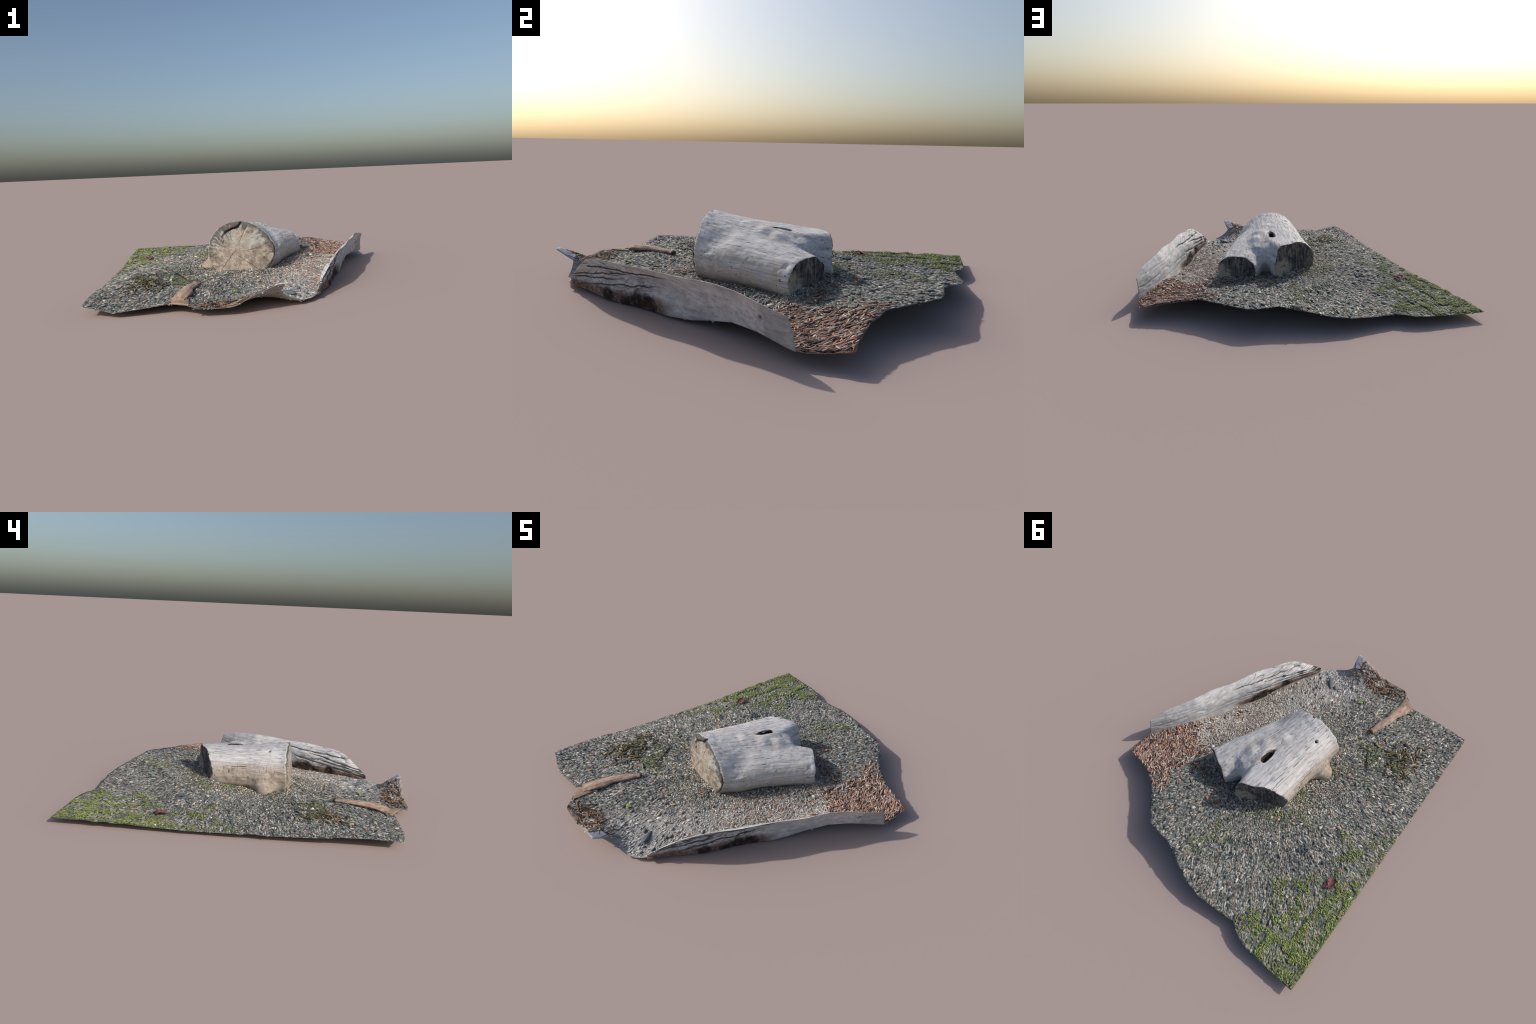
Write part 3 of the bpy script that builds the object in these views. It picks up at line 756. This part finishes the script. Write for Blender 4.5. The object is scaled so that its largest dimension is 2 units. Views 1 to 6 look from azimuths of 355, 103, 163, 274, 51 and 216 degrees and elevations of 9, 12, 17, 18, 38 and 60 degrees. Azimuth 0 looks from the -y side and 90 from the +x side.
def strips(paths, widths, thicks, taper=.35):
    """flat tapering strips swept along paths: (n,k,3)"""
    n_, k, _ = paths.shape
    tan = np.gradient(paths, axis=1); tan /= np.linalg.norm(tan, axis=2, keepdims=True) + 1e-9
    sidev = np.cross(tan, [0, 0, 1]); sidev /= np.linalg.norm(sidev, axis=2, keepdims=True) + 1e-9
    up = np.cross(sidev, tan)
    u = np.linspace(-1, 1, k)
    prof = taper + (1 - taper) * (1 - np.abs(u) ** 2.2)
    w = widths[:, None] * prof[None]; t = thicks[:, None] * (0.5 + .5 * prof[None])
    ring = [paths + sidev * (w * a)[..., None] + up * (t * b)[..., None] for a, b in ((1, 0), (.0, 1), (-1, 0), (.0, -1))]
    V = np.stack(ring, 2)                                  # n,k,4,3
    F = []
    base = np.arange(n_)[:, None] * (k * 4)
    for s_ in range(k - 1):
        for q in range(4):
            a = s_ * 4 + q; b = s_ * 4 + (q + 1) % 4
            F.append(np.stack([base[:, 0] + a, base[:, 0] + b, base[:, 0] + b + 4, base[:, 0] + a + 4], 1))
    for e, rev in ((0, True), ((k - 1) * 4, False)):
        o = [0, 1, 2, 3] if not rev else [3, 2, 1, 0]
        F.append(np.stack([base[:, 0] + e + q for q in o], 1))
    return V.reshape(-1, 3), np.vstack(F)

def clear_of_log(XY, m_=.0):
    P = np.c_[XY, ground(XY) + .012]
    return log_field(P) > m_

def lay(paths, lift):
    """drop paths on the ground"""
    s = paths.shape; z = ground(paths[..., :2].reshape(-1, 2)).reshape(s[:2])
    paths[..., 2] = z + lift
    return paths

def wander(C, yaw, length, k, bend):
    """curving paths in plan: C (n,2)"""
    n_ = len(C); out = np.zeros((n_, k, 3)); cur = rng.normal(0, bend, n_)
    a = yaw.copy(); p = C.copy(); st = length / (k - 1)
    for q in range(k):
        out[:, q, :2] = p
        p = p + np.c_[np.cos(a), np.sin(a)] * st[:, None]
        a = a + cur / (k - 1) + rng.normal(0, bend * .3, n_)
    m = out[:, :, :2].mean(1) - C
    out[:, :, :2] -= m[:, None]
    return out

def keep_in(paths, margin=0):
    s = paths.shape
    ok = inside(paths[..., :2].reshape(-1, 2)).reshape(s[:2]).all(1)
    return ok

# ------------------------------------------------------------------ gravel
cell = .0084
gx, gy = np.meshgrid(np.arange(-.82, .82, cell), np.arange(-1, 1, cell))
C = np.c_[gx.ravel(), gy.ravel()] + rng.uniform(-.5, .5, (gx.size, 2)) * cell
C = C[inside(C)]
rd = rim_dist(C); C = C[rd > .009]
C = C[clear_of_log(C, -.004)]
away = np.hypot((C[:, 0] - .03) / .9, C[:, 1])
streak = smooth(.38, .62, away + .10 * fbm(np.c_[C, C[:, 0] * 0], 5, 91, 2))
litter = smooth(.42, .22, np.hypot(C[:, 0] - .84, C[:, 1] - .47))
keep = rng.random(len(C)) < (1 - .66 * streak) * (1 - .75 * litter)
C, streak = C[keep], streak[keep]
nP = len(C)
size = np.exp(rng.normal(math.log(.0043), .28, nP)) * (1 + .62 * streak)
asp = 1 + rng.uniform(0, .6, nP) + streak * rng.uniform(.4, 3.2, nP)
yaw = rng.uniform(0, 2 * np.pi, nP)
radial = np.arctan2(C[:, 1] - .0, C[:, 0] - .03)
yaw = np.where(rng.random(nP) < streak, radial + rng.normal(0, .35, nP), yaw)
L_, W_, H_ = size * asp ** .55, size / asp ** .45, size * rng.uniform(.35, .62, nP) / (1 + 1.3 * streak)
Cz = np.c_[C, ground(C) - .003 + H_ * .1]
V, F_ = stones(Cz, L_, W_, H_, yaw)
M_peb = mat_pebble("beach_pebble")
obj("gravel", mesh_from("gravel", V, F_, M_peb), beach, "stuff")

# larger pebbles, one object each, sharing a few shapes
shapes = []
for k in range(5):
    v, f = stones(np.zeros((1, 3)), np.array([1.]), np.array([.72 + .05 * k]), np.array([.5]), np.array([0.]), ICO2)
    shapes.append((v, f))
def stone_mat(name, col, var=12):
    m = Mat(name, .7, .3)
    r = m.n.new("ShaderNodeObjectInfo").outputs["Random"]
    lo = tuple(max(0, c - var) for c in col); hi = tuple(min(255, c + var) for c in col)
    c = m.mix(r, lin(*lo), lin(*hi)); c = m.mix(m.rng(m.noise(3, 4), .45, .7, 0, .25), c, lin(60, 60, 60)); m.color(c); return m.m
SM = [stone_mat("slate_stone", (92, 100, 104)), stone_mat("grey_stone", (140, 144, 140)), stone_mat("tan_stone", (180, 160, 138)), stone_mat("pale_stone", (212, 206, 196)), stone_mat("rust_stone", (150, 116, 100))]
meshes = [[mesh_from("pebble", v, f, mt) for v, f in shapes] for mt in SM]
cand = np.c_[rng.uniform(-.78, .78, 900), rng.uniform(-.95, .95, 900)]
cand = cand[inside(cand)]; cand = cand[rim_dist(cand) > .02]; cand = cand[clear_of_log(cand, .012)]
cand = cand[np.hypot(cand[:, 0] - .84, cand[:, 1] - .47) > .34][:230]
def add_pebble(x, y, r, mi, yaw=None, stretch=1):
    o = obj("pebble", meshes[mi][random.randrange(5)], beach)
    o.location = (x, y, float(ground([(x, y)])[0]) + r * .18); o.scale = (r * stretch, r, r)
    o.rotation_euler = (random.uniform(-.2, .2), random.uniform(-.2, .2), random.uniform(0, 6.28) if yaw is None else yaw)
for p in cand:
    mi = random.choices(range(5), (34, 42, 14, 5, 4))[0]
    rad = math.atan2(p[1], p[0] - .03)
    aw = math.hypot(p[0], p[1])
    add_pebble(p[0], p[1], random.uniform(.0065, .0095), mi, rad + random.gauss(0, .4) if aw > .5 else None, random.uniform(1.1, 1.9) if aw > .5 else random.uniform(1, 1.3))
for x, y, r, mi in ((-.432, .21, .011, 3), (-.448, -.415, .010, 3), (-.79, .433, .010, 3), (-.565, .764, .008, 3), (-.43, .10, .010, 4), (.431, .161, .013, 3),
                    (-.40, .19, .010, 1)):
    add_pebble(x, y, r, mi)
# long dark stone near the old log
add_pebble(.143, -.742, .0205, 0, math.radians(-58), 2.4)

# ------------------------------------------------------------------ litter, grass, weed
def scatter(n_, lo, hi, ok):
    P = np.c_[rng.uniform(lo[0], hi[0], n_ * 6), rng.uniform(lo[1], hi[1], n_ * 6)]
    P = P[inside(P)]; P = P[ok(P)]
    return P[:n_]

# wood chips of the litter corner
P = scatter(2600, (.30, .05), (.82, .78), lambda q: rng.random(len(q)) < smooth(.50, .12, np.hypot(q[:, 0] - .88, q[:, 1] - .47) + .14 * fbm(np.c_[q, q[:, 0] * 0], 9, 131, 2)))
Lc = rng.uniform(.014, .050, len(P))
path = wander(P, np.where(rng.random(len(P)) < .7, rng.normal(2.2, .45, len(P)), rng.uniform(0, 6.28, len(P))), Lc, 5, .22)
ok = keep_in(path); path, Lc = path[ok], Lc[ok]
path = lay(path, rng.uniform(-.002, .006, (len(path), 1)))
V, F_ = strips(path, rng.uniform(.0018, .0052, len(path)), rng.uniform(.0008, .002, len(path)))
CHIP = [(0, (160, 132, 120)), (.2, (112, 90, 82)), (.34, (186, 160, 146)), (.48, (82, 66, 60)), (.6, (146, 118, 106)), (.72, (206, 186, 172)), (.84, (136, 128, 122)), (.9, (170, 120, 98)), (.96, (204, 146, 108))]
M_chip = mat_island("wood_chip", CHIP, .85, .15)
big = np.argsort(-Lc)[:90]; rest = np.setdiff1d(np.arange(len(path)), big)
wd = rng.uniform(.0016, .0058, len(path)); tk = rng.uniform(.0007, .0016, len(path))
V, F_ = strips(path[rest], wd[rest], tk[rest])
obj("wood_litter", mesh_from("wood_litter", V, F_, M_chip), beach, "stuff")
def mat_chip_single():
    m = Mat("bark_strip", .85, .15)
    c = m.ramp(m.n.new("ShaderNodeObjectInfo").outputs["Random"], [(p_, lin(*k_)) for p_, k_ in CHIP], "CONSTANT")
    c = m.mix(m.rng(m.noise(60, 4), .4, .7, 0, .4), c, lin(60, 46, 40)); m.color(c); return m.m
M_chip1 = mat_chip_single()
for q in big:
    V, F_ = strips(path[q:q+1], wd[q:q+1] * 1.35, tk[q:q+1])
    cc = V.mean(0); o = obj("bark_strip", mesh_from("bark_strip", V - cc, F_, M_chip1), beach); o.location = cc

# thinner scatter of splinters between the logs, and dark litter by the near edge
def small_litter(P, ln, mat, name, lift=.004, bend=.5, w=(.0012, .003), yawm=None):
    l_ = rng.uniform(*ln, len(P))
    y_ = rng.uniform(0, 6.28, len(P)) if yawm is None else rng.normal(yawm, .6, len(P))
    pa = wander(P, y_, l_, 5, bend); pa = pa[keep_in(pa)]
    pa = lay(pa, rng.uniform(.002, lift + .003, (len(pa), 1)))
    V, F_ = strips(pa, rng.uniform(*w, len(pa)), rng.uniform(.0007, .0016, len(pa)))
    obj(name, mesh_from(name, V, F_, mat), beach, "stuff")
P = scatter(260, (.0, -.65), (.62, .35), lambda q: clear_of_log(q, .01))
small_litter(P, (.012, .03), mat_island("splinter", [(0, (178, 140, 114)), (.3, (204, 182, 160)), (.6, (128, 96, 82)), (.85, (176, 122, 94))], .8), "splinters")
P = scatter(420, (.28, -.45), (.78, .25), lambda q: (rng.random(len(q)) < smooth(.20, .03, (q @ np.array([-.894, .447]) + .41))) )
small_litter(P, (.012, .034), mat_island("pale_chip", [(0, (210, 194, 182)), (.3, (184, 164, 152)), (.55, (224, 214, 204)), (.8, (156, 128, 116)), (.93, (184, 134, 110))], .85), "wood_litter", lift=.0, bend=.3, w=(.0012, .0036))
P = scatter(170, (-.36, -1), (.08, -.86), lambda q: rng.random(len(q)) < smooth(.24, .08, np.hypot((q[:, 0] + .12) * .9, q[:, 1] + 1.0)))
small_litter(P, (.025, .065), mat_island("dark_bark", [(0, (96, 72, 58)), (.25, (140, 112, 92)), (.5, (64, 50, 44)), (.75, (166, 136, 112))], .85), "bark_litter", lift=.001, bend=.25, w=(.0015, .0045))
P = scatter(120, (.05, .15), (.45, .40), lambda q: clear_of_log(q, .008))
small_litter(P, (.012, .035), bpy.data.materials["dark_bark"], "bark_litter", w=(.001, .0025))

# green algae and grass
def moss_amount(q):
    d = q @ np.array([-.93, .37]) + .16 * fbm(np.c_[q, q[:, 0] * 0], 7, 101, 3)
    return 1.2 * smooth(.54, 1.08, d) * smooth(-.05, .3, fbm(np.c_[q, q[:, 0] * 0], 26, 111, 2)) * .9 + .25 * smooth(.9, 1.1, d)
P = scatter(8000, (-.82, -.05), (-.2, 1), lambda q: rng.random(len(q)) < moss_amount(q))
tufts = [(-.38, -.447, .045, 130), (-.204, .30, .05, 90), (.0, .60, .06, 110), (-.25, .12, .04, 60), (-.27, -.16, .035, 60), (-.42, -.36, .04, 60), (-.55, -.40, .05, 60), (.055, .73, .05, 60),
         (-.32, .22, .05, 50), (-.10, .37, .05, 60), (-.45, -.20, .05, 40)]
TP = np.vstack([np.c_[rng.normal(x, r, k), rng.normal(y, r * .7, k)] for x, y, r, k in tufts])
TP = TP[inside(TP)]; TP = TP[clear_of_log(TP, .002)]
P = np.vstack([P, TP])
Lb = rng.uniform(.008, .024, len(P))
pa = wander(P, np.where(rng.random(len(P)) < .6, np.arctan2(P[:, 1], P[:, 0] - .03) + rng.normal(0, .5, len(P)), rng.uniform(0, 6.28, len(P))), Lb, 4, .8)
ok = keep_in(pa); pa, Lb = pa[ok], Lb[ok]
pa = lay(pa, .002)
pa[:, :, 2] += (np.array([.0, .8, 1, .5]) * Lb[:, None]) * rng.uniform(.02, .22, (len(pa), 1))
V, F_ = strips(pa, rng.uniform(.0009, .0028, len(pa)), rng.uniform(.0004, .0009, len(pa)), .2)
M_grass = mat_island("green_algae", [(0, (136, 156, 86)), (.2, (170, 178, 112)), (.36, (96, 122, 72)), (.48, (200, 204, 140)), (.6, (114, 152, 82)), (.76, (180, 172, 112)), (.9, (140, 134, 108))], .6, .3, .2)
obj("green_algae", mesh_from("green_algae", V, F_, M_grass), beach, "stuff")

# brown seaweed fronds
P = np.vstack([np.c_[rng.normal(-.575, .05, 110), rng.normal(-.515, .055, 110)], np.c_[rng.normal(-.60, .035, 26), rng.normal(-.40, .05, 26)], np.c_[rng.normal(-.47, .05, 14), rng.normal(-.48, .07, 14)]])
Lw = rng.uniform(.02, .075, len(P))
pa = wander(P, rng.normal(.9, .9, len(P)), Lw, 7, .6); pa = pa[keep_in(pa)]
pa = lay(pa, rng.uniform(-.0035, .003, (len(pa), 1)))
pa[:, :, 2] += rng.uniform(0, .006, (len(pa), 1)) * np.sin(np.linspace(0, 3.1, 7))[None]
M_weed = mat_island("brown_seaweed", [(0, (128, 110, 70)), (.18, (88, 80, 64)), (.36, (150, 128, 80)), (.46, (58, 54, 50)), (.64, (118, 112, 92)), (.82, (138, 132, 108))], .55, .3, .08)
V, F_ = strips(pa, rng.uniform(.0018, .0075, len(pa)), rng.uniform(.0005, .001, len(pa)), .2)
obj("seaweed", mesh_from("seaweed", V, F_, M_weed), beach, "stuff")
# two dark stems of kelp
M_stem = mat_stick("dark_stem", ((30, 30, 26), (44, 42, 36), (64, 60, 50)))
for k, pts_ in enumerate(([(-.335, -.46), (-.37, -.40), (-.41, -.32), (-.46, -.245)], [(-.46, -.50), (-.49, -.43), (-.53, -.35), (-.54, -.27)])):
    pa = np.zeros((1, 18, 3)); pa[0, :, :2] = spline(np.c_[np.array(pts_), np.zeros(4)], 18)[:, :2]
    pa[0, :, :2] += .004 * rng.normal(0, 1, (18, 2)) * .5
    pa = lay(pa, .004)
    V, F_ = strips(pa, np.array([.0040 if k == 0 else .0026]), np.array([.0018]), .4)
    obj("kelp_stem", mesh_from("kelp_stem", V, F_, M_stem), beach)
# slate pebbles added to stand in for a shadow hole and a few single leaves
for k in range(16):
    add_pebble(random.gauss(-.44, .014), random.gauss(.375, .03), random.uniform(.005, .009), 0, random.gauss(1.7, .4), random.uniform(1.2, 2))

def leaf(name, x, y, yaw, ln, wd_, mat, curl=.25):
    k, w_ = 10, 5
    u = np.linspace(0, 1, k); v = np.linspace(-1, 1, w_)
    pr = np.sin(np.pi * u ** .8) ** .8 * wd_
    X = (u[:, None] - .5) * ln + 0 * v; Y = pr[:, None] * v
    Zz = curl * np.abs(Y) + .25 * curl * ln * np.sin(np.pi * u)[:, None] + .0015 * rng.normal(0, 1, (k, w_))
    top_ = np.stack([X, Y, Zz], 2).reshape(-1, 3); bt = top_ - [0, 0, .0008]
    i_, j_ = np.meshgrid(np.arange(k - 1), np.arange(w_ - 1), indexing='ij'); a = (i_ * w_ + j_).ravel()
    q = np.stack([a, a + w_, a + w_ + 1, a + 1], 1)
    ring = list(range(w_)) + [r_ * w_ + w_ - 1 for r_ in range(1, k)] + [(k - 1) * w_ + c_ for c_ in range(w_ - 2, -1, -1)] + [r_ * w_ for r_ in range(k - 2, 0, -1)]
    e = np.array(ring); nx = np.roll(e, -1); o_ = k * w_
    q = np.vstack([q, q[:, ::-1] + o_, np.stack([e, e + o_, nx + o_, nx], 1)])
    o = obj(name, mesh_from(name, np.vstack([top_, bt]), q, mat), beach)
    o.location = (x, y, float(ground([(x, y)])[0]) + .006); o.rotation_euler = (0, 0, yaw)
M_red = mat_stick("red_leaf", ((92, 58, 58), (126, 82, 80), (164, 120, 114)))
leaf("red_leaf", -.663, .43, 1.9, .07, .022, M_red, .45); leaf("red_leaf", -.65, .455, .8, .045, .014, M_red, .5)
leaf("green_leaf", -.112, -.719, .6, .035, .010, mat_stick("fresh_leaf", ((110, 140, 44), (150, 178, 66), (190, 206, 110))), .3)
leaf("orange_leaf", .189, .468, 2.2, .03, .010, mat_stick("orange_leaf", ((142, 92, 68), (180, 124, 96), (200, 150, 122))), .5)
leaf("brown_leaf", .13, .455, 1.0, .03, .009, mat_stick("brown_leaf", ((96, 70, 40), (140, 104, 60), (160, 130, 84))), .4)
leaf("orange_leaf", -.05, -.307, .2, .026, .004, bpy.data.materials["orange_leaf"], .2)

# ------------------------------------------------------------------ small pieces of wood
def limb(name, pts_, radii, mat, parent, flat_=.8, knots=.12, n_=46, m_=20, seed=1, smooth_=True):
    P = spline(np.array(pts_), n_); R = np.interp(np.linspace(0, 1, n_), np.linspace(0, 1, len(radii)), radii)
    t = np.gradient(P, axis=0); t /= np.linalg.norm(t, axis=1)[:, None]
    s_ = np.cross(t, [0, 0, 1]); s_ /= np.linalg.norm(s_, axis=1)[:, None]; u_ = np.cross(s_, t)
    a = np.linspace(0, 2 * np.pi, m_, endpoint=False)
    V = P[:, None] + s_[:, None] * (np.cos(a)[None] * R[:, None])[..., None] + u_[:, None] * (np.sin(a)[None] * R[:, None] * flat_)[..., None]
    d = V - P[:, None]; q = V.reshape(-1, 3)
    V = P[:, None] + d * (1 + knots * fbm(q, 28, seed, 3).reshape(n_, m_) + .06 * vnoise(q, 120, seed + 5).reshape(n_, m_))[..., None]
    V = V.reshape(-1, 3)
    i_, j_ = np.meshgrid(np.arange(n_ - 1), np.arange(m_), indexing='ij'); a_ = i_ * m_ + j_; b_ = i_ * m_ + (j_ + 1) % m_
    F = np.stack([a_.ravel(), b_.ravel(), (b_ + m_).ravel(), (a_ + m_).ravel()], 1).tolist()
    F += [list(range(m_))[::-1], [(n_ - 1) * m_ + k for k in range(m_)]]
    return obj(name, mesh_from(name, V, F, mat, smooth_), parent)

stick = obj("driftwood_stick", None)
stick["label"] = "small pinkish brown driftwood stick half buried in gravel"
stick["category"] = "stick"
M_stick = mat_stick("stick_wood", ((126, 102, 88), (170, 144, 128), (202, 180, 164)))
limb("stem", [(-.300, -.555, .063), (-.325, -.63, .068), (-.345, -.71, .070), (-.364, -.79, .064), (-.392, -.86, .050)], [.017, .025, .026, .034, .036], M_stick, stick, .50, .42, n_=15, m_=9, seed=7, smooth_=False)
limb("cut_end", [(-.296, -.545, .063), (-.301, -.558, .0645)], [.0125, .0142], mat_stick("dark_end", ((56, 36, 28), (88, 60, 46), (120, 88, 70))), stick, .9, .05, 4, seed=8)
# splayed, mud-brown root of the stick running out to the rim
def patch(name, corners, mat, parent, lift, th_, res=26, bulge=0.):
    """quad patch hugging the ground: four plan corners, raised"""
    c = np.array(corners, float); u, v = np.meshgrid(np.linspace(0, 1, res), np.linspace(0, 1, res), indexing='ij')
    xy = (c[0][None, None] * ((1-u) * (1-v))[..., None] + c[1] * (u * (1-v))[..., None] + c[2] * (u * v)[..., None] + c[3] * ((1-u) * v)[..., None])
    z = ground(xy.reshape(-1, 2)).reshape(res, res) + lift + bulge * np.sin(np.pi * u) * np.sin(np.pi * v)
    t_ = np.concatenate([xy, z[..., None]], 2).reshape(-1, 3); b_ = t_ - [0, 0, th_]
    i_, j_ = np.meshgrid(np.arange(res - 1), np.arange(res - 1), indexing='ij'); a = (i_ * res + j_).ravel()
    q = np.stack([a, a + res, a + res + 1, a + 1], 1); o_ = res * res
    ring = list(range(res)) + [k * res + res - 1 for k in range(1, res)] + [(res - 1) * res + k for k in range(res - 2, -1, -1)] + [k * res for k in range(res - 2, 0, -1)]
    e = np.array(ring); nx = np.roll(e, -1)
    me_ = mesh_from(name, np.vstack([t_, b_]), np.vstack([q, q[:, ::-1] + o_, np.stack([e, e + o_, nx + o_, nx], 1)]), mat)
    bm = bmesh.new(); bm.from_mesh(me_); bmesh.ops.recalc_face_normals(bm, faces=bm.faces); bm.to_mesh(me_); bm.free()
    return obj(name, me_, parent)
M_root = mat_stick("root_wood", ((128, 108, 90), (152, 130, 110), (170, 148, 126)))
patch("root_flare", [(-.385, -.80), (-.418, -.887), (-.335, -.945), (-.335, -.80)], M_root, stick, .004, .008, bulge=.004)
# broken bleached shard sticking up at the rim
M_shard = mat_stick("shard_wood", ((150, 150, 156), (186, 186, 192), (204, 203, 206)))
patch("wood_shard", [(.079, -.914), (.0925, -.9965), (.05, -.9985), (.035, -.925)], M_shard, beach, .004, .007)
